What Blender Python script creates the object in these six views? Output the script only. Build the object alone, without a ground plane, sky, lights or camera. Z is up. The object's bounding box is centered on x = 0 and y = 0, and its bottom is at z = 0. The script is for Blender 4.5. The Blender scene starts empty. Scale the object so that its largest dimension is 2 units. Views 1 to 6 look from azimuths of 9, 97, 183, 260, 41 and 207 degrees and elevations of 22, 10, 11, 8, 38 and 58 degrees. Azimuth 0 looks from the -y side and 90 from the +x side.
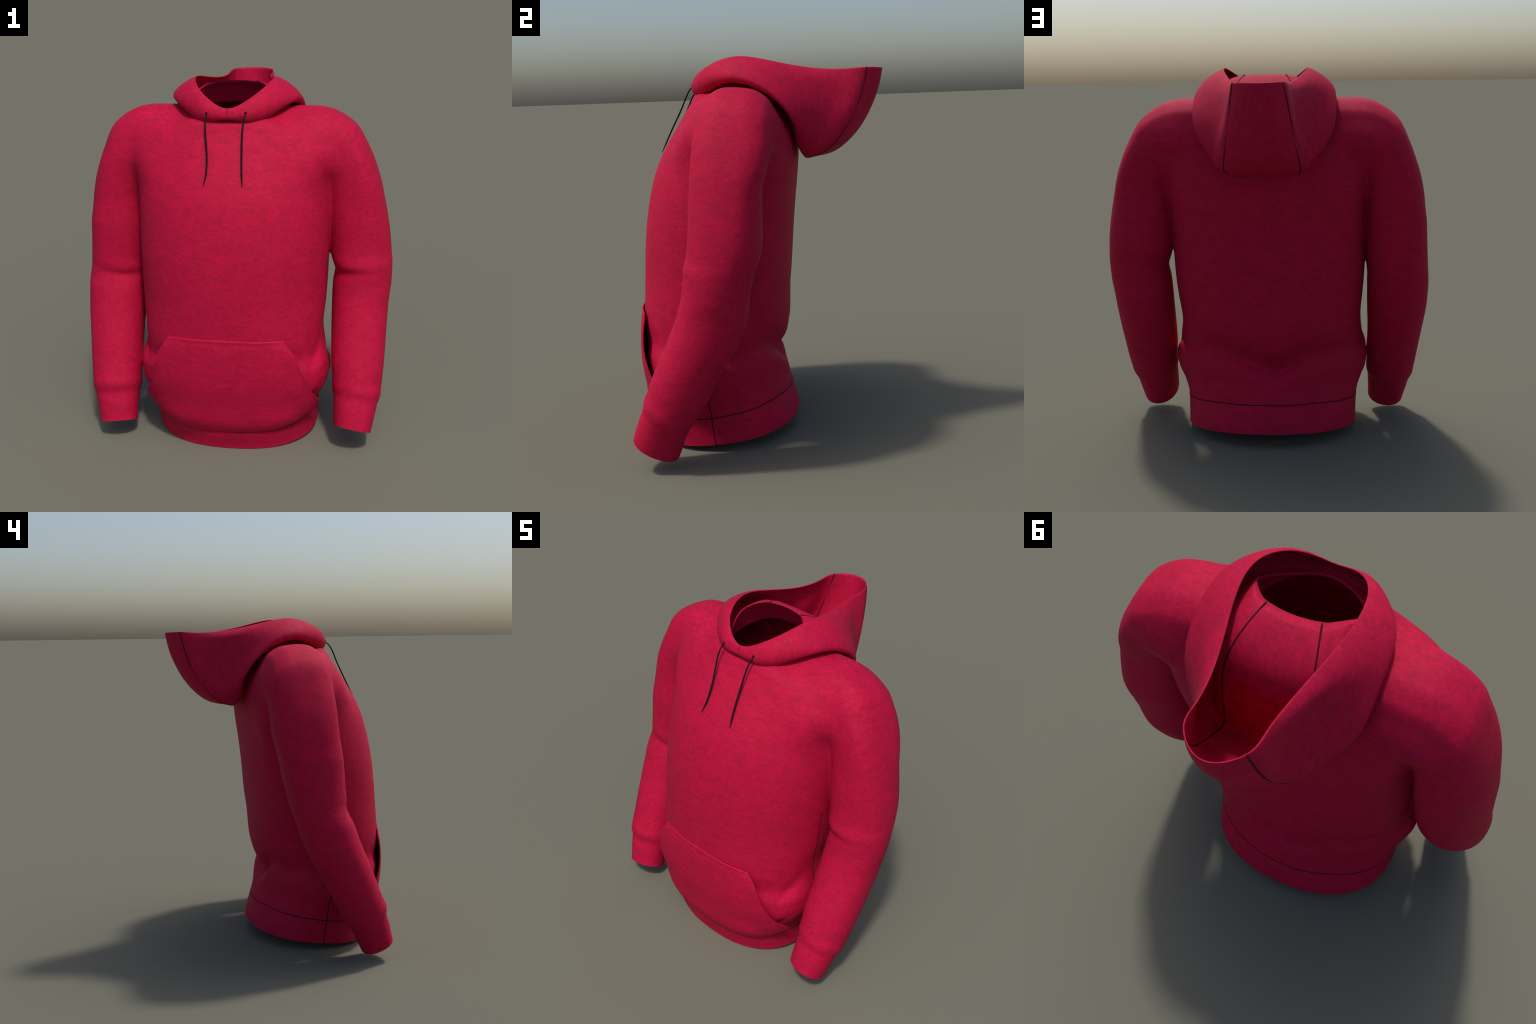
"""Hooded pullover, worn-shape: one smooth garment shell (torso, sleeves, cuffs, hem
band) described by cross-section tables, plus hood, pouch pocket, drawstrings, seams."""
import bpy, bmesh, math
import numpy as np
from mathutils import Vector
from mathutils.bvhtree import BVHTree

np.seterr(all="ignore")

# ------------------------------------------------------------------ helpers
def pchip(xs, ys):
    """Monotone cubic interpolant through control values."""
    xs, ys = np.asarray(xs, float), np.asarray(ys, float)
    o = np.argsort(xs); xs, ys = xs[o], ys[o]
    h = np.diff(xs); dl = np.diff(ys) / h
    m = np.zeros_like(xs)
    w1, w2 = 2 * h[1:] + h[:-1], h[1:] + 2 * h[:-1]
    ok = dl[1:] * dl[:-1] > 0
    m[1:-1] = np.where(ok, (w1 + w2) / (w1 / np.where(ok, dl[:-1], 1) + w2 / np.where(ok, dl[1:], 1)), 0)
    m[0], m[-1] = dl[0], dl[-1]
    def f(x):
        x = np.clip(np.asarray(x, float), xs[0], xs[-1])
        i = np.clip(np.searchsorted(xs, x) - 1, 0, len(h) - 1)
        t = (x - xs[i]) / h[i]
        return ((1 + 2 * t) * (1 - t) ** 2 * ys[i] + t * (1 - t) ** 2 * h[i] * m[i]
                + t * t * (3 - 2 * t) * ys[i + 1] + t * t * (t - 1) * h[i] * m[i + 1])
    return f

def smooth(e0, e1, x):
    t = np.clip((x - e0) / (e1 - e0), 0, 1)
    return t * t * (3 - 2 * t)

def spline(points, n, closed=False):
    """Cubic (natural / periodic) spline through control points at uniform parameter."""
    P = np.asarray(points, float); m = len(P)
    flat = P.reshape(m, -1)
    if closed:
        A = np.eye(m) * 4
        for i in range(m):
            A[i, (i + 1) % m] += 1; A[i, (i - 1) % m] += 1
        D = np.linalg.solve(A, 3 * (np.roll(flat, -1, 0) - np.roll(flat, 1, 0)))
        t = np.arange(n) * m / n
    else:
        A = np.eye(m) * 4; R = np.zeros_like(flat)
        for i in range(m):
            if i: A[i, i - 1] = 1
            if i < m - 1: A[i, i + 1] = 1
        A[0, 0] = A[-1, -1] = 2
        R[1:-1] = 3 * (flat[2:] - flat[:-2]); R[0] = 3 * (flat[1] - flat[0]); R[-1] = 3 * (flat[-1] - flat[-2])
        D = np.linalg.solve(A, R)
        t = np.linspace(0, m - 1, n)
    i = np.floor(t).astype(int)
    if not closed: i = np.minimum(i, m - 2)
    j = (i + 1) % m
    s = (t - np.floor(t) if closed else t - i)[:, None]
    out = ((1 + 2 * s) * (1 - s) ** 2 * flat[i] + s * (1 - s) ** 2 * D[i]
           + s * s * (3 - 2 * s) * flat[j] + s * s * (s - 1) * D[j])
    return out.reshape((n,) + P.shape[1:])

# ------------------------------------------------------------------ garment profile tables
# torso: height -> (right half width, left half width, front y, back y, y of widest place, front power, back power)
TORSO = [
    (-.10, .470, .474, -.580, .180, -.22, 2.3, 2.3),
    (.00, .470, .474, -.584, .179, -.22, 2.3, 2.3),
    (.10, .468, .476, -.604, .172, -.22, 2.35, 2.2),
    (.20, .472, .482, -.614, .150, -.23, 2.5, 2.0),
    (.28, .500, .506, -.612, .130, -.26, 2.75, 1.85),
    (.34, .530, .532, -.614, .122, -.27, 2.75, 1.75),
    (.405, .540, .541, -.620, .120, -.27, 2.75, 1.75),
    (.465, .533, .536, -.628, .122, -.27, 2.75, 1.8),
    (.555, .507, .510, -.640, .128, -.25, 2.4, 2.0),
    (.64, .496, .503, -.648, .140, -.24, 2.5, 2.1),
    (.78, .509, .514, -.645, .145, -.22, 2.3, 2.3),
    (.90, .516, .521, -.640, .156, -.20, 2.2, 2.5),
    (1.10, .522, .527, -.622, .171, -.18, 2.2, 2.6),
    (1.25, .526, .530, -.598, .184, -.16, 2.15, 2.9),
    (1.40, .530, .534, -.560, .198, -.12, 2.1, 3.3),
    (1.50, .530, .534, -.518, .204, -.09, 2.05, 3.4),
    (1.60, .525, .530, -.460, .202, -.07, 2.0, 3.2),
    (1.70, .515, .520, -.393, .178, -.06, 2.05, 2.8),
    (1.78, .500, .505, -.338, .150, -.06, 2.1, 2.4),
    (1.82, .490, .495, -.322, .130, -.06, 2.2, 2.4),
    (1.95, .450, .455, -.290, .060, -.06, 2.4, 2.4),
]
# sleeves: height -> (outer |x|, inner |x|, front y, back y)
SLEEVE_R = [
    (-.10, .752, .585, -.690, -.450),
    (.03, .774, .576, -.640, -.375), (.10, .790, .573, -.614, -.345), (.184, .808, .569, -.586, -.312), (.26, .823, .566, -.558, -.268),
    (.336, .835, .563, -.526, -.216), (.47, .846, .550, -.476, -.145), (.634, .853, .543, -.400, -.047),
    (.778, .860, .541, -.338, .008), (.875, .871, .544, -.308, .018), (.94, .873, .553, -.297, .034),
    (.986, .873, .545, -.294, .045), (1.05, .866, .526, -.280, .070), (1.13, .858, .519, -.268, .084), (1.34, .824, .512, -.254, .086),
    (1.47, .806, .490, -.246, .114), (1.57, .778, .450, -.240, .132), (1.65, .735, .420, -.228, .138),
    (1.72, .702, .400, -.212, .148), (1.80, .640, .380, -.190, .130), (1.95, .570, .360, -.160, .090),
]
SLEEVE_L = [
    (-.10, .754, .560, -.705, -.485),
    (.03, .766, .557, -.632, -.405), (.09, .777, .556, -.604, -.377), (.13, .787, .556, -.587, -.357), (.218, .806, .552, -.565, -.308), (.284, .820, .549, -.543, -.270),
    (.334, .828, .548, -.533, -.246), (.40, .835, .547, -.507, -.212), (.536, .850, .546, -.452, -.136), (.736, .869, .538, -.368, -.038),
    (.834, .871, .536, -.332, -.006), (.88, .868, .534, -.308, .010), (.921, .864, .533, -.294, .026),
    (1.064, .854, .527, -.284, .060), (1.14, .849, .523, -.279, .078), (1.20, .845, .522, -.274, .088), (1.27, .834, .525, -.264, .106), (1.345, .825, .522, -.254, .124),
    (1.467, .806, .495, -.246, .134), (1.57, .775, .450, -.238, .148), (1.65, .747, .420, -.224, .176),
    (1.72, .728, .400, -.209, .165), (1.80, .676, .380, -.190, .140), (1.95, .580, .360, -.160, .090),
]
# cuff end planes: a point and the outward direction along the sleeve; cuff seam lies CUFF_LENGTH higher up
CUFFS = {1: (np.array([.680, -.470, .108]), np.array([-.15, -.46, -.86])),
         -1: (np.array([-.672, -.492, .080]), np.array([.12, -.45, -.88]))}
CUFF_LENGTH = .185
HEM_Y = pchip([-.70, -.57, -.40, -.22, .0, .18, .30], [-.004, 0, .018, .037, .060, .082, .095])       # hem edge height by y
SEAM_Y = pchip([-.70, -.59, -.45, -.30, -.23, -.06, .07, .14, .25], [.118, .122, .150, .174, .182, .204, .224, .232, .240])
# the crease across the lower back: height by x
CREASE_X = pchip([-.60, -.45, -.34, -.25, -.18, -.12, -.05, .03, .14, .26, .36, .46, .60],
                 [.49, .490, .474, .482, .475, .432, .408, .425, .472, .512, .524, .490, .48])
CREASE_D = pchip([-.60, -.40, -.25, -.05, .15, .30, .45, .60], [.050, .050, .050, .058, .054, .052, .052, .050])

def columns(table):
    T = np.array(table)
    return [pchip(T[:, 0], T[:, k]) for k in range(1, T.shape[1])]

TO = columns(TORSO); SR = columns(SLEEVE_R); SL = columns(SLEEVE_L)

TWIST = pchip([0, .15, .4, .9, 1.3, 1.6, 1.9], [0, .00, .018, .038, .025, .02, 0])

def torso_field(x, y, z, zz):
    ar, al, yf, yb, yc, nf, nb = [c(zz)[None, None, :] for c in TO]
    a = np.where(x >= 0, ar, al)
    y = y - TWIST(zz)[None, None, :] * x                 # the wearer stands slightly twisted
    dz = z - CREASE_X(x[:, 0, 0])[:, None, None]
    dip = CREASE_D(x[:, 0, 0])[:, None, None] * (np.exp(-(np.maximum(dz, 0) / .075) ** 2) * (dz > 0)
          + np.exp(-(np.minimum(dz, 0) / .050) ** 2) * (dz <= 0))
    gather = np.exp(-((x + .05) / .13) ** 2) * np.exp(-((dz + .012) / .016) ** 2) * .010
    yb = yb - dip - gather
    n = np.where(y < yc, nf, nb)
    b = np.where(y < yc, yc - yf, yb - yc)
    q = np.abs(x) / a
    r = np.abs(y - yc) / b
    return (q ** n + r ** n) ** (1 / n) - 1

def sleeve_field(x, y, z, zz, cols, side):
    xo, xi, yf, yb = [c(zz)[None, None, :] for c in cols]
    cx, cy, a, b = (xo + xi) / 2, (yf + yb) / 2, (xo - xi) / 2, (yb - yf) / 2
    n = (2.15 + .45 * smooth(.95, 1.3, zz))[None, None, :]
    return ((np.abs(side * x - cx) / a) ** n + (np.abs(y - cy) / b) ** n) ** (1 / n) - 1

STEP = .0095
gx = np.arange(-.94, .94, STEP); gy = np.arange(-.74, .34, STEP); gz = np.arange(-.06, 1.93, STEP)
ORG = np.array([gx[0], gy[0], gz[0]])
X, Y, Z = gx[:, None, None], gy[None, :, None], gz[None, None, :]

def metric(F):
    """Turn an implicit function into an approximate distance (divide by its slope)."""
    g = np.gradient(F, STEP)
    L = np.sqrt(g[0] ** 2 + g[1] ** 2 + g[2] ** 2)
    return np.clip(F / np.maximum(L, 1.0), -.25, .25).astype(np.float32)

def bump(x, y, z, c, s):
    return np.exp(-(((x - c[0]) / s[0]) ** 2 + ((y - c[1]) / s[1]) ** 2 + ((z - c[2]) / s[2]) ** 2))

DT = metric(torso_field(X, Y, Z, gz))
DS = {}
for side, cols in ((1, SR), (-1, SL)):
    d = metric(sleeve_field(X, Y, Z, gz, cols, side))
    p, n = CUFFS[side]; n = n / np.linalg.norm(n)
    s = (X - p[0]) * n[0] + (Y - p[1]) * n[1] + (Z - p[2]) * n[2] + CUFF_LENGTH      # >0 on the cuff
    d = d + np.where(np.abs(s) < .5, .005 * smooth(-.015, .022, s) - .004 * np.exp(-((s + .03) / .03) ** 2), 0)
    DS[side] = d.astype(np.float32)
# folds at the elbows: an overhanging ridge above a valley on the inner front
for side, (c, tilt) in {1: ((.60, -.32, .960), .10), -1: ((-.60, -.34, .905), -.16)}.items():
    zz = Z - c[2] - tilt * (X - c[0])
    m = np.exp(-(((X - c[0]) / .17) ** 2 + ((Y - c[1]) / .16) ** 2))
    DS[side] = DS[side] + (m * (.009 * np.exp(-(zz / .022) ** 2) - .007 * np.exp(-((zz - .05) / .035) ** 2))).astype(np.float32)

K = (.016 + .030 * smooth(1.15, 1.5, Z) + (.05 + .11 * smooth(-.10, .05, Y)) * smooth(1.44, 1.66, Z)).astype(np.float32)
def smin(a, b):
    h = np.maximum(K - np.abs(a - b), 0) / K
    return np.minimum(a, b) - h * h * K * .25
D = smin(DT, np.minimum(DS[1], DS[-1]))
# cloth bridging the front of the armpits
D = D - (.045 * bump(X, Y, Z, (.44, -.28, 1.60), (.10, .13, .12)) + .045 * bump(X, Y, Z, (-.45, -.28, 1.59), (.11, .13, .14)) + .020 * bump(X, Y, Z, (-.43, .13, 1.32), (.08, .10, .15))).astype(np.float32)
# slanting drag folds that run from the hips down to the pocket corners
def fold(D, line, depth, width):
    line = np.array(line)
    best = np.full(D.shape, 9.0, np.float32)
    for a, b in zip(line[:-1], line[1:]):
        ab = b - a
        t = np.clip(((X - a[0]) * ab[0] + (Y - a[1]) * ab[1] + (Z - a[2]) * ab[2]) / (ab @ ab), 0, 1)
        best = np.minimum(best, (X - a[0] - t * ab[0]) ** 2 + (Y - a[1] - t * ab[1]) ** 2 + (Z - a[2] - t * ab[2]) ** 2)
    return D + (depth * np.exp(-best / width ** 2)).astype(np.float32)
for s in (1, -1):
    D = fold(D, [(s * .51, -.12, .52), (s * .50, -.27, .475), (s * .465, -.41, .385), (s * .44, -.47, .31)], .020, .030)
    D = fold(D, [(s * .50, -.36, .60), (s * .45, -.47, .50)], .010, .035)
# shoulder slope: the yoke surface that closes the shell from above
YOKE_Y = pchip([-.60, -.40, -.34, -.238, -.169, -.084, .01, .093, .137, .187, .226, .30], [.30, .100, .030, .020, .008, 0, .010, .056, .120, .200, .290, .46])
YOKE_X = pchip([0, .45, .52, .58, .62, .665, .70, .735, .79, .90], [0, 0, .010, .034, .058, .092, .138, .200, .330, .60])
top = 1.852 - YOKE_Y(gy)[None, :, None] - YOKE_X(np.abs(gx + .012))[:, None, None]
out = smooth(.12, .36, np.abs(X))
top = top - out * (.007 + .038 * smooth(-.11, -.25, Y))   # shoulders fall off to the front, the throat does not
gt = np.gradient(top[:, :, 0], STEP)
DY = (Z - top) / np.sqrt(1 + gt[0] ** 2 + gt[1] ** 2)[:, :, None]
KY = .05
h = np.maximum(KY - np.abs(D - DY), 0) / KY
D = (np.maximum(D, DY) + h * h * KY * .25).astype(np.float32)

# ------------------------------------------------------------------ surface nets
def surface_nets(F):
    s = F < 0
    nx, ny, nz = F.shape
    c = np.zeros((nx - 1, ny - 1, nz - 1), np.uint8)
    for i in (0, 1):
        for j in (0, 1):
            for k in (0, 1):
                c += s[i:nx - 1 + i, j:ny - 1 + j, k:nz - 1 + k]
    idx = np.argwhere((c > 0) & (c < 8))
    ids = -np.ones(c.shape, np.int64); ids[tuple(idx.T)] = np.arange(len(idx))
    acc = np.zeros((len(idx), 3)); cnt = np.zeros(len(idx))
    corners = [(i, j, k) for i in (0, 1) for j in (0, 1) for k in (0, 1)]
    for a in corners:
        for ax in range(3):
            if a[ax]: continue
            b = list(a); b[ax] = 1
            fa = F[idx[:, 0] + a[0], idx[:, 1] + a[1], idx[:, 2] + a[2]]
            fb = F[idx[:, 0] + b[0], idx[:, 1] + b[1], idx[:, 2] + b[2]]
            m = (fa < 0) != (fb < 0)
            t = np.where(m, fa / np.where(m, fa - fb, 1), 0)
            p = idx + np.array(a); p = p.astype(float); p[:, ax] += t
            acc[m] += p[m]; cnt[m] += 1
    V = acc / cnt[:, None]
    quads = []
    for ax in range(3):
        u, v = (ax + 1) % 3, (ax + 2) % 3
        sl0 = [slice(1, -1)] * 3; sl1 = [slice(1, -1)] * 3
        sl0[ax] = slice(0, -1); sl1[ax] = slice(1, None)
        A, B = s[tuple(sl0)], s[tuple(sl1)]
        for inside_first in (True, False):
            e = np.argwhere((A & ~B) if inside_first else (~A & B))
            e[:, u] += 1; e[:, v] += 1
            def cell(du, dv):
                q = e.copy(); q[:, u] += du; q[:, v] += dv
                return ids[q[:, 0], q[:, 1], q[:, 2]]
            q = np.stack([cell(-1, -1), cell(0, -1), cell(0, 0), cell(-1, 0)], 1)
            quads.append(q if inside_first else q[:, ::-1])
    return V, np.concatenate(quads)

def sample(F, P):
    g = np.clip((P - ORG) / STEP, 0, np.array(F.shape) - 1.001)
    i = np.floor(g).astype(int); f = g - i
    out = 0
    for a in (0, 1):
        for b in (0, 1):
            for c in (0, 1):
                w = (f[:, 0] if a else 1 - f[:, 0]) * (f[:, 1] if b else 1 - f[:, 1]) * (f[:, 2] if c else 1 - f[:, 2])
                out = out + w * F[i[:, 0] + a, i[:, 1] + b, i[:, 2] + c]
    return out

V, Q = surface_nets(D)
V = V * STEP + ORG
# keep the outline surface, relax it along the fabric
E = np.concatenate([Q[:, [0, 1]], Q[:, [1, 2]], Q[:, [2, 3]], Q[:, [3, 0]]])
E = np.concatenate([E, E[:, ::-1]])
deg = np.bincount(E[:, 0], minlength=len(V))[:, None]
def relax(V, w):
    S = np.stack([np.bincount(E[:, 0], V[E[:, 1], k], len(V)) for k in range(3)], 1) / np.maximum(deg, 1)
    return V * (1 - w) + S * w
GR = np.gradient(D, STEP)
for it in range(3):
    V = relax(V, .5); V = relax(V, .5)
    d = sample(D, V)
    g = np.stack([sample(G, V) for G in GR], 1)
    V = V - g * (d / np.maximum((g ** 2).sum(1), .3))[:, None]
V = relax(V, .4)

# ------------------------------------------------------------------ materials
def node(nt, kind, **kw):
    n = nt.nodes.new(kind)
    for k, v in kw.items():
        if hasattr(n, k): setattr(n, k, v)
        else: n.inputs[k].default_value = v
    return n

def fleece(name, light, dark, stretch=(14, 14, 30), rough=.72, bump_strength=.12):
    """Heathered knit: streaky two-tone flecks running across the cloth."""
    m = bpy.data.materials.new(name); m.use_nodes = True
    nt = m.node_tree; L = nt.links
    b = nt.nodes["Principled BSDF"]
    tc = nt.nodes.new("ShaderNodeTexCoord")
    mp = nt.nodes.new("ShaderNodeMapping"); mp.inputs["Scale"].default_value = stretch
    L.new(tc.outputs["Object"], mp.inputs["Vector"])
    n1 = node(nt, "ShaderNodeTexNoise", Scale=3.2, Detail=5.0, Roughness=.62)
    n2 = node(nt, "ShaderNodeTexNoise", Scale=1.0, Detail=3.0, Roughness=.55)
    n3 = node(nt, "ShaderNodeTexNoise", Scale=420.0, Detail=2.0)
    L.new(mp.outputs[0], n1.inputs["Vector"]); L.new(mp.outputs[0], n2.inputs["Vector"])
    L.new(tc.outputs["Object"], n3.inputs["Vector"])
    add = node(nt, "ShaderNodeMath", operation="MULTIPLY_ADD"); add.inputs[1].default_value = .68
    L.new(n1.outputs[0], add.inputs[0])
    half = node(nt, "ShaderNodeMath", operation="MULTIPLY"); half.inputs[1].default_value = .32
    L.new(n2.outputs[0], half.inputs[0]); L.new(half.outputs[0], add.inputs[2])
    cr = nt.nodes.new("ShaderNodeValToRGB")
    cr.color_ramp.elements[0].position = .34; cr.color_ramp.elements[0].color = (*dark, 1)
    cr.color_ramp.elements[1].position = .66; cr.color_ramp.elements[1].color = (*light, 1)
    L.new(add.outputs[0], cr.inputs[0]); L.new(cr.outputs[0], b.inputs["Base Color"])
    b.inputs["Roughness"].default_value = rough
    b.inputs["Specular IOR Level"].default_value = .16
    bp = node(nt, "ShaderNodeBump", Strength=bump_strength, Distance=.004)
    mx = node(nt, "ShaderNodeMath", operation="MULTIPLY_ADD"); mx.inputs[1].default_value = .25
    L.new(n3.outputs[0], mx.inputs[0]); L.new(n1.outputs[0], mx.inputs[2])
    L.new(mx.outputs[0], bp.inputs["Height"]); L.new(bp.outputs[0], b.inputs["Normal"])
    return m

def plain(name, col, rough=.8):
    m = bpy.data.materials.new(name); m.use_nodes = True
    nt = m.node_tree; b = nt.nodes["Principled BSDF"]
    tc = nt.nodes.new("ShaderNodeTexCoord")
    n = node(nt, "ShaderNodeTexNoise", Scale=180.0, Detail=3.0)
    cr = nt.nodes.new("ShaderNodeValToRGB")
    cr.color_ramp.elements[0].color = (*[c * .75 for c in col], 1); cr.color_ramp.elements[1].color = (*[c * 1.25 for c in col], 1)
    nt.links.new(tc.outputs["Object"], n.inputs["Vector"]); nt.links.new(n.outputs[0], cr.inputs[0])
    nt.links.new(cr.outputs[0], b.inputs["Base Color"])
    b.inputs["Roughness"].default_value = rough
    b.inputs["Specular IOR Level"].default_value = .12
    return m

LIGHT, DARK = (.550, .0045, .0500), (.340, .0040, .0300)
M_BODY = fleece("crimson_fleece", LIGHT, DARK)
M_HOOD = fleece("crimson_fleece_hood", LIGHT, DARK, stretch=(20, 20, 12))
M_SEAM = plain("seam_thread", (.050, .006, .014))
M_CORD = plain("black_cord", (.008, .008, .008), .9)
M_EYE = plain("eyelet_thread", (.012, .003, .005))

# ------------------------------------------------------------------ scene graph
root = bpy.data.objects.new("hoodie", None)
bpy.context.collection.objects.link(root)
root["label"] = "crimson red pullover hoodie with black drawstrings and pouch pocket"
root["category"] = "hoodie"

def add_mesh(name, verts, faces, mat, parent=root, normals=None, smooth_shade=True):
    me = bpy.data.meshes.new(name)
    me.from_pydata([tuple(v) for v in verts], [], [tuple(int(i) for i in f) for f in faces])
    me.update()
    me.materials.append(mat)
    if smooth_shade: me.polygons.foreach_set("use_smooth", np.ones(len(me.polygons), bool))
    if normals is not None:
        me.normals_split_custom_set_from_vertices([tuple(n) for n in normals])
    ob = bpy.data.objects.new(name, me)
    bpy.context.collection.objects.link(ob)
    ob.parent = parent
    return ob

def solidified(verts, faces, thickness, offset=-1.0):
    """Give a cloth sheet its thickness; returns arrays of verts, face lists, vertex normals."""
    me = bpy.data.meshes.new("cloth_sheet")
    me.from_pydata([tuple(v) for v in verts], [], [tuple(int(i) for i in f) for f in faces]); me.update()
    ob = bpy.data.objects.new("cloth_sheet", me); bpy.context.collection.objects.link(ob)
    md = ob.modifiers.new("thickness", "SOLIDIFY"); md.thickness = thickness; md.offset = offset
    dg = bpy.context.evaluated_depsgraph_get()
    ev = bpy.data.meshes.new_from_object(ob.evaluated_get(dg))
    bpy.data.objects.remove(ob); bpy.data.meshes.remove(me)
    n = len(ev.vertices)
    co = np.empty(n * 3); ev.vertices.foreach_get("co", co)
    no = np.array([v.normal for v in ev.vertices])
    fs = [list(p.vertices) for p in ev.polygons]
    bpy.data.meshes.remove(ev)
    return co.reshape(-1, 3), fs, no

# ------------------------------------------------------------------ cut hem, cuffs and neck
bm = bmesh.new()
vs = [bm.verts.new(tuple(v)) for v in V]
for q in Q:
    if len(set(q)) == 4: bm.faces.new([vs[i] for i in q])
bm.normal_update()

def arm_side(co):
    return 1 if co.x > .5 else (-1 if co.x < -.5 else 0)
# hem: shear so that the curved hem edge becomes z = 0, cut, shear back (torso faces only)
P = np.array([v.co[:] for v in bm.verts]); hem = HEM_Y(P[:, 1])
is_torso = (sample(DT, P) < sample(np.minimum(DS[1], DS[-1]), P))
for v, h in zip(bm.verts, hem): v.co.z -= h
bm.verts.index_update(); bm.verts.ensure_lookup_table()
tf = [f for f in bm.faces if sum(is_torso[v.index] for v in f.verts) >= 3 and f.calc_center_median().z < .15]
geom = list({e for f in tf for e in f.edges}) + list({v for f in tf for v in f.verts}) + tf
bmesh.ops.bisect_plane(bm, geom=geom, plane_co=(0, 0, 0), plane_no=(0, 0, -1), clear_outer=True)
for v in bm.verts: v.co.z += float(HEM_Y(v.co.y))
for side, (p, n) in CUFFS.items():
    fs = [f for f in bm.faces if side * f.calc_center_median().x > .53 and f.calc_center_median().z < .4
          and f.calc_center_median().y < -.2]
    geom = list({e for f in fs for e in f.edges}) + list({v for f in fs for v in f.verts}) + fs
    bmesh.ops.bisect_plane(bm, geom=geom, plane_co=Vector(p), plane_no=Vector(n).normalized(), clear_outer=True)
# neck hole
dead = [v for v in bm.verts if v.co.z > 1.70 and (v.co.x / .240) ** 2 + ((v.co.y + .063) / .247) ** 2 < 1]
bmesh.ops.delete(bm, geom=dead, context="VERTS")
for v in bm.verts:
    if v.is_boundary and v.co.z > 1.70:
        k = math.sqrt((v.co.x / .240) ** 2 + ((v.co.y + .063) / .247) ** 2)
        v.co.x /= k; v.co.y = -.063 + (v.co.y + .063) / k
# leftovers: anything not connected to the big shell
bm.verts.index_update()
seen, best = set(), []
bm.verts.ensure_lookup_table()
for v0 in bm.verts:
    if v0.index in seen: continue
    stack, comp = [v0], []
    seen.add(v0.index)
    while stack:
        v = stack.pop(); comp.append(v)
        for e in v.link_edges:
            w = e.other_vert(v)
            if w.index not in seen: seen.add(w.index); stack.append(w)
    if len(comp) > len(best): best = comp
keep = {v.index for v in best}
bmesh.ops.delete(bm, geom=[v for v in bm.verts if v.index not in keep], context="VERTS")
bm.verts.index_update()
shell_v = np.array([v.co[:] for v in bm.verts]); shell_f = [[v.index for v in f.verts] for f in bm.faces]
bm.free()

# cloth thickness: an inner layer along the smooth field normals, closed by flat rims at the openings
def field_normals(P):
    n = np.stack([sample(G, P) for G in GR], 1)
    return n / (np.linalg.norm(n, axis=1)[:, None] + 1e-9)
SN = field_normals(shell_v)
count = {}
for f in shell_f:
    for i in range(len(f)):
        a, b = f[i], f[(i + 1) % len(f)]
        count[(a, b)] = 1
rim = [(a, b) for (a, b) in count if (b, a) not in count]
inward = SN.copy()
for i in {i for e in rim for i in e}:
    p = shell_v[i]
    cut = np.array([0, 0, 1.0])
    for s_, (c_, n_) in CUFFS.items():
        n_ = n_ / np.linalg.norm(n_)
        if abs((p - c_) @ n_) < .004 and s_ * p[0] > .5: cut = n_
    inward[i] -= (inward[i] @ cut) * cut
    inward[i] /= np.linalg.norm(inward[i]) + 1e-9
ns = len(shell_v)
BV = np.concatenate([shell_v, shell_v - .006 * inward])
BN = np.concatenate([SN, -SN])
BF = shell_f + [[i + ns for i in f[::-1]] for f in shell_f] + [[b, a, a + ns, b + ns] for a, b in rim]
tree = BVHTree.FromPolygons([tuple(v) for v in shell_v], shell_f)

# ------------------------------------------------------------------ split the shell into parts
cen = np.array([BV[f].mean(0) for f in BF])
da = {s: sample(DS[s], cen) for s in (1, -1)}; dt = sample(DT, cen)
part = np.full(len(BF), "torso", dtype=object)
for s in (1, -1):
    on = (da[s] < dt) & (s * cen[:, 0] > 0)
    p, n = CUFFS[s]; n = n / np.linalg.norm(n)
    cuff = ((cen - p) @ n) > -CUFF_LENGTH
    part[on & ~cuff] = f"sleeve{s}"; part[on & cuff] = f"cuff{s}"
part[(part == "torso") & (cen[:, 2] < SEAM_Y(cen[:, 1]))] = "hem_band"
parts = {}
for key in ("torso", "sleeve1", "sleeve-1", "cuff1", "cuff-1", "hem_band"):
    fi = np.flatnonzero(part == key)
    used = np.unique(np.concatenate([BF[i] for i in fi]))
    remap = {int(u): k for k, u in enumerate(used)}
    parts[key] = add_mesh(key.rstrip("-1"), BV[used], [[remap[i] for i in BF[j]] for j in fi], M_BODY, normals=BN[used])
for s in (1, -1):
    parts[f"cuff{s}"].parent = parts[f"sleeve{s}"]

# ------------------------------------------------------------------ seams: flat dark cords sunk in the cloth
def tube(path, normals, half_width, half_height, sink=0.0, taper=None, rings=8):
    path, normals = np.asarray(path), np.asarray(normals)
    T = np.gradient(path, axis=0); T /= np.linalg.norm(T, axis=1)[:, None] + 1e-9
    N = normals - (normals * T).sum(1)[:, None] * T; N /= np.linalg.norm(N, axis=1)[:, None] + 1e-9
    B = np.cross(T, N)
    k = np.ones(len(path)) if taper is None else taper
    a = np.arange(rings) * 2 * np.pi / rings
    vv = (path[:, None] - N[:, None] * sink + B[:, None] * (np.cos(a)[None, :, None] * half_width * k[:, None, None])
          + N[:, None] * (np.sin(a)[None, :, None] * half_height * k[:, None, None]))
    m = len(path)
    f = [[i * rings + j, i * rings + (j + 1) % rings, (i + 1) * rings + (j + 1) % rings, (i + 1) * rings + j]
         for i in range(m - 1) for j in range(rings)]
    f += [list(range(rings))[::-1], [(m - 1) * rings + j for j in range(rings)]]
    return vv.reshape(-1, 3), f

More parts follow.
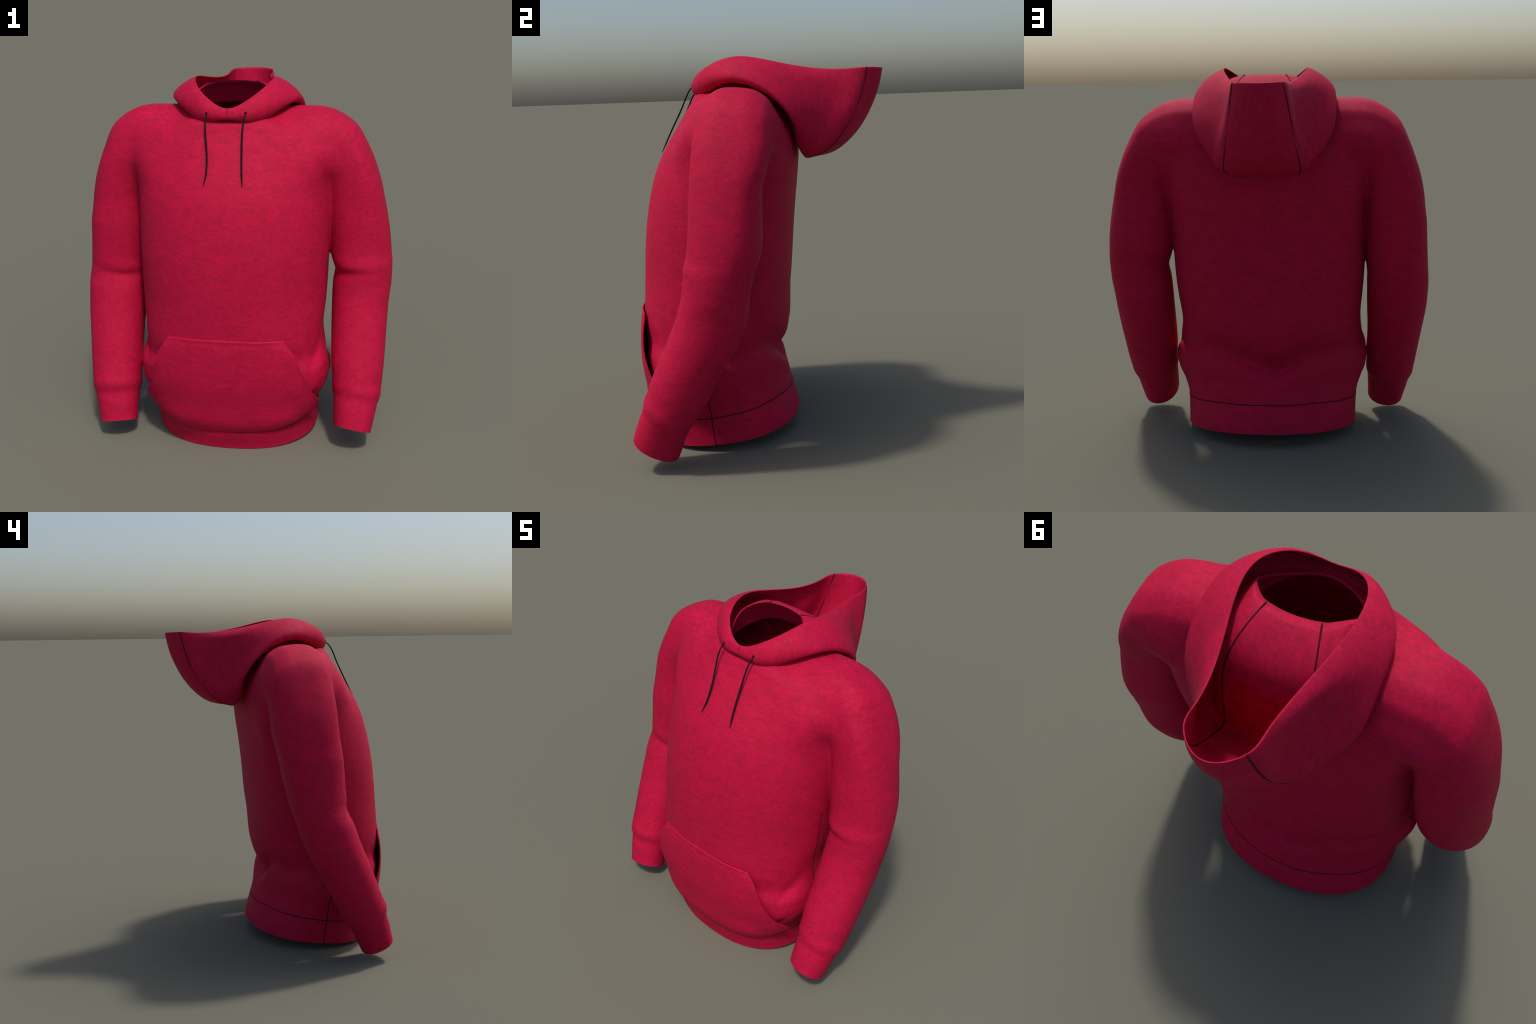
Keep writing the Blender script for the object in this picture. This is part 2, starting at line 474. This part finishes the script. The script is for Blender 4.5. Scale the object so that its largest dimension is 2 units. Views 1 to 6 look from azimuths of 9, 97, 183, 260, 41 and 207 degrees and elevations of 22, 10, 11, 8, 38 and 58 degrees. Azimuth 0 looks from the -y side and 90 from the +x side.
def cast(origin, direction, far=3.0):
    h = tree.ray_cast(Vector(origin), Vector(direction).normalized(), far)
    return (np.array(h[0]), np.array(h[1])) if h[0] is not None else (None, None)

torso_tree = BVHTree.FromPolygons([tuple(v.co) for v in parts["torso"].data.vertices],
                                  [list(p.vertices) for p in parts["torso"].data.polygons])
hem_tree = BVHTree.FromPolygons([tuple(v.co) for v in parts["hem_band"].data.vertices],
                                [list(p.vertices) for p in parts["hem_band"].data.polygons])
def cast_body(o, d):
    best = None
    for t in (torso_tree, hem_tree):
        h = t.ray_cast(Vector(o), Vector(d).normalized())
        if h[0] is not None and (best is None or h[3] < best[3]): best = h
    return (np.array(best[0]), np.array(best[1])) if best else (None, None)

pth, nrm = [], []
rng = np.random.default_rng(7)
for a in np.linspace(0, 2 * np.pi, 241):
    d = np.array([math.cos(a), math.sin(a), 0]); y = -.2 + .37 * math.sin(a)
    for _ in range(4):
        z = float(SEAM_Y(y)) + .0012 * math.sin(9 * a) + .0008 * math.sin(23 * a)
        p, n = cast_body(np.array([0, -.2, z]) + d * 1.0, -d)
        if p is None: break
        y = p[1]
    if p is not None:
        pth.append(p); nrm.append(n)
def outward(nrm, pth, c=(0, -.2, 0)):
    nrm = np.array(nrm); o = np.array(pth) - np.array(c)
    o[:, 2] = 0
    s = np.sign((nrm * o).sum(1)); s[s == 0] = 1
    return nrm * s[:, None]
v, f = tube(pth, outward(nrm, pth), .0034, .0022, .0006)
add_mesh("hem_seam", v, f, M_SEAM, parent=parts["torso"])
for s in (1, -1):
    pth, nrm = [], []
    for z in np.linspace(.030, 1.02, 110):
        y = -.222 - .10 * (min(z, .40) - .04) + .03 * float(smooth(.5, 1.2, z)) + .002 * math.sin(31 * z + s)
        p, n = cast_body((s * .9, y, z), (-s, 0, 0))
        if p is None or z < HEM_Y(y) + .001: continue
        pth.append(p); nrm.append(n)
    v, f = tube(pth, outward(nrm, pth), .0034, .0022, .0006)
    add_mesh("side_seam", v, f, M_SEAM, parent=parts["torso"])

# ------------------------------------------------------------------ hood: a collar trough lofted through stations
# every station runs from the free rim, over the outer side and the fold, up the inner wall to the neck edge and into the lining
HOOD = [
    [(0, -.318, 1.886), (0, -.329, 1.874), (0, -.335, 1.860), (0, -.337, 1.846), (0, -.333, 1.834), (0, -.326, 1.827), (0, -.318, 1.824), (0, -.310, 1.824), (0, -.303, 1.827)],
    [(.095, -.288, 1.921), (.104, -.308, 1.906), (.109, -.322, 1.882), (.110, -.328, 1.856), (.108, -.325, 1.832), (.106, -.315, 1.818), (.103, -.303, 1.813), (.100, -.291, 1.815), (.098, -.281, 1.822)],
    [(.172, -.205, 1.970), (.190, -.232, 1.952), (.206, -.254, 1.922), (.214, -.266, 1.885), (.212, -.264, 1.850), (.202, -.250, 1.826), (.191, -.232, 1.822), (.180, -.218, 1.832), (.171, -.206, 1.852)],
    [(.213, -.070, 2.000), (.245, -.088, 1.986), (.288, -.104, 1.956), (.320, -.114, 1.920), (.326, -.116, 1.888), (.306, -.110, 1.870), (.270, -.102, 1.868), (.232, -.100, 1.886), (.203, -.110, 1.908)],
    [(.197, .095, 1.974), (.242, .090, 1.958), (.298, .080, 1.922), (.346, .068, 1.876), (.362, .070, 1.840), (.345, .075, 1.815), (.300, .068, 1.828), (.232, .045, 1.898), (.183, -.052, 1.939)],
    [(.152, .285, 1.934), (.200, .272, 1.900), (.258, .245, 1.838), (.318, .225, 1.765), (.342, .215, 1.700), (.325, .208, 1.672), (.280, .198, 1.715), (.222, .150, 1.868), (.160, -.022, 1.951)],
    [(.130, .460, 1.921), (.152, .448, 1.860), (.186, .410, 1.762), (.226, .360, 1.665), (.254, .305, 1.580), (.252, .245, 1.545), (.230, .218, 1.600), (.202, .186, 1.834), (.138, .000, 1.956)],
    [(.115, .580, 1.926), (.130, .562, 1.840), (.150, .526, 1.730), (.168, .466, 1.622), (.184, .380, 1.522), (.178, .298, 1.486), (.172, .242, 1.526), (.166, .214, 1.812), (.104, .020, 1.960)],
    [(0, .660, 1.922), (0, .638, 1.820), (0, .596, 1.715), (0, .522, 1.598), (0, .405, 1.500), (0, .295, 1.478), (0, .236, 1.528), (0, .228, 1.800), (0, .036, 1.962)],
]
H = np.array(HOOD)
mirror = H[-2:0:-1] * np.array([-1, 1, 1])
mirror[1:3, 2:4, 0] *= .90                               # the left flank is sucked in a little deeper
ring = np.concatenate([H, mirror])                       # 16 stations round the neck
NP, NS = 64, 256
prof = np.stack([spline(st, NP) for st in ring])         # (16, NP, 3)
net = spline(prof, NS, closed=True)
NL = 10                                                  # behind the neck the edge turns under into a short collar stand
k = np.linspace(0, .58, NL + 1)[1:][None, :, None]
lip = net[:, -1][:, None]
back = smooth(-.27, -.09, lip[:, :, 1:2])
kk = np.sqrt(k)
stand = np.concatenate([lip[:, :, :1] * (1 + .26 * back * kk), lip[:, :, 1:2] + .115 * kk * smooth(-.15, .0, lip[:, :, 1:2]),
                        lip[:, :, 2:] - (.010 + .23 * back) * k], 2)
net = np.concatenate([net, stand], 1); NP += NL          # (NS, NP, 3)
hood_faces = [[i * NP + j, i * NP + j + 1, ((i + 1) % NS) * NP + j + 1, ((i + 1) % NS) * NP + j] for i in range(NS) for j in range(NP - 1)]
hv = net.reshape(-1, 3)
# face orientation: outward at the outer wall
tv = np.array(hood_faces[128 * (NP - 1) + 5]); nn = np.cross(hv[tv[1]] - hv[tv[0]], hv[tv[3]] - hv[tv[0]])
if nn[1] < 0: hood_faces = [f[::-1] for f in hood_faces]
HV, HF, HN = solidified(hv, hood_faces, .005)
hood = add_mesh("hood", HV, HF, M_HOOD, normals=HN)
hn = np.zeros((NS, NP, 3))
du = np.roll(net, -1, 0) - np.roll(net, 1, 0); dv = np.gradient(net, axis=1)
hn = np.cross(dv, du); hn /= np.linalg.norm(hn, axis=2)[:, :, None] + 1e-9
if hn[128, 5, 1] < 0: hn = -hn
for st in (7, 9):                                        # the two seams of the centre panel
    i = st * NS // 16
    wob = .002 * np.sin(np.linspace(0, 17, NP) + st)
    path = net[i] + np.stack([wob, 0 * wob, 0 * wob], 1)
    J = slice(0, NP - NL)
    J2 = slice(0, int((NP - NL) * .66))
    v, f = tube(spline(path[J2], 120), spline(hn[i][J2], 120), .0032, .0022, .0004); add_mesh("hood_seam", v, f, M_SEAM, parent=hood)
    v, f = tube(spline(path[J], 160), -spline(hn[i][J], 160), .0032, .0022, -.0046); add_mesh("hood_seam", v, f, M_SEAM, parent=hood)
# short closing seam under the notch at the throat
v, f = tube(spline(net[0, 1:22], 40), spline(hn[0, 1:22], 40), .0022, .0018, .0002, taper=np.linspace(1, .6, 40))
add_mesh("hood_seam", v, f, M_SEAM, parent=hood)

# ------------------------------------------------------------------ drawstrings and eyelets
STRINGS = {-1: [(-.108, -.318, 1.860), (-.111, -.342, 1.842), (-.111, -.368, 1.806), (-.103, -.400, 1.735), (-.093, -.440, 1.655), (-.094, -.478, 1.578), (-.106, -.506, 1.522)],
           1: [(.094, -.318, 1.863), (.091, -.342, 1.842), (.086, -.366, 1.802), (.085, -.400, 1.730), (.088, -.440, 1.655), (.092, -.478, 1.578), (.099, -.506, 1.522)]}
for s, pts in STRINGS.items():
    p = spline(pts, 90)
    t = np.linspace(0, 1, 90)
    tap = np.interp(t, [0, .1, .5, .85, 1], [.75, .8, 1.0, .95, .35])
    v, f = tube(p, np.tile([0, -1, .3], (90, 1)), .0050, .0042, 0, taper=tap, rings=12)
    add_mesh("drawstring", v, f, M_CORD)
    # eyelet: a small stitched ring in the hood edge
    k = np.argmin(((net - np.array(pts[0])) ** 2).sum(2)); i, j = divmod(k, NP)
    c, n = net[i, j], hn[i, j]
    a1 = np.cross(n, [0, 0, 1]); a1 /= np.linalg.norm(a1); a2 = np.cross(n, a1)
    aa = np.linspace(0, 2 * np.pi, 25)
    p = c + .0032 * (np.cos(aa)[:, None] * a1 + np.sin(aa)[:, None] * a2) + n * .0008
    v, f = tube(p, np.tile(n, (25, 1)), .0034, .0024); add_mesh("eyelet", v, f, M_EYE, parent=hood)

# ------------------------------------------------------------------ pouch pocket: lofted sheet standing off the belly
# half rows from the middle to the free edge, top to bottom
POCKET = [
    [(0, -.652, .712), (.10, -.650, .710), (.20, -.638, .707), (.29, -.612, .704), (.335, -.594, .694)],
    [(0, -.660, .620), (.12, -.656, .620), (.23, -.642, .618), (.325, -.619, .614), (.378, -.601, .610)],
    [(0, -.663, .510), (.13, -.659, .508), (.25, -.644, .504), (.350, -.616, .502), (.412, -.592, .505)],
    [(0, -.660, .400), (.14, -.655, .398), (.27, -.634, .395), (.380, -.598, .398), (.445, -.558, .403)],
    [(0, -.648, .290), (.15, -.642, .290), (.29, -.614, .296), (.410, -.562, .312), (.472, -.508, .326)],
    [(0, -.638, .190), (.16, -.630, .194), (.31, -.598, .210), (.425, -.525, .238), (.490, -.462, .280)],
    [(0, -.612, .122), (.16, -.603, .126), (.31, -.566, .146), (.425, -.488, .186), (.493, -.450, .262)],
]
PK = np.array(POCKET)
full = np.concatenate([PK[:, :0:-1] * np.array([-1, 1, 1]), PK], 1)          # 7 rows x 9 columns
full[:, :, 1] += .010 * full[:, :, 0]
rows = spline(full, 56)
grid = np.stack([spline(r, 96) for r in rows])                               # (56, 96, 3)
u = np.linspace(-1, 1, 96)[None, :]; w = np.linspace(0, 1, 56)[:, None]
grid[:, :, 2] -= .034 * np.clip((np.abs(u) - .84) / .16, 0, 1) ** 2 * (1 - w) ** 6      # rounded top corners
# turned-over stitched hem along the top and side edges
edge = np.minimum((1 - np.abs(u)) * .45, w * .6 + 0 * u)
groove = .0022 * np.exp(-((edge - .028) / .010) ** 2)
pn = np.cross(np.gradient(grid, axis=0), np.gradient(grid, axis=1)); pn /= np.linalg.norm(pn, axis=2)[:, :, None] + 1e-9
if pn[28, 48, 1] > 0: pn = -pn
grid = grid - pn * groove[:, :, None]
nr, nc = grid.shape[:2]
pf = [[i * nc + j, i * nc + j + 1, (i + 1) * nc + j + 1, (i + 1) * nc + j] for i in range(nr - 1) for j in range(nc - 1)]
pv = grid.reshape(-1, 3)
q = pv[pf[28 * (nc - 1) + 48]]
if np.cross(q[1] - q[0], q[3] - q[0])[1] > 0: pf = [f[::-1] for f in pf]
PV, PF, PN = solidified(pv, pf, .007)
add_mesh("pocket", PV, PF, M_BODY)
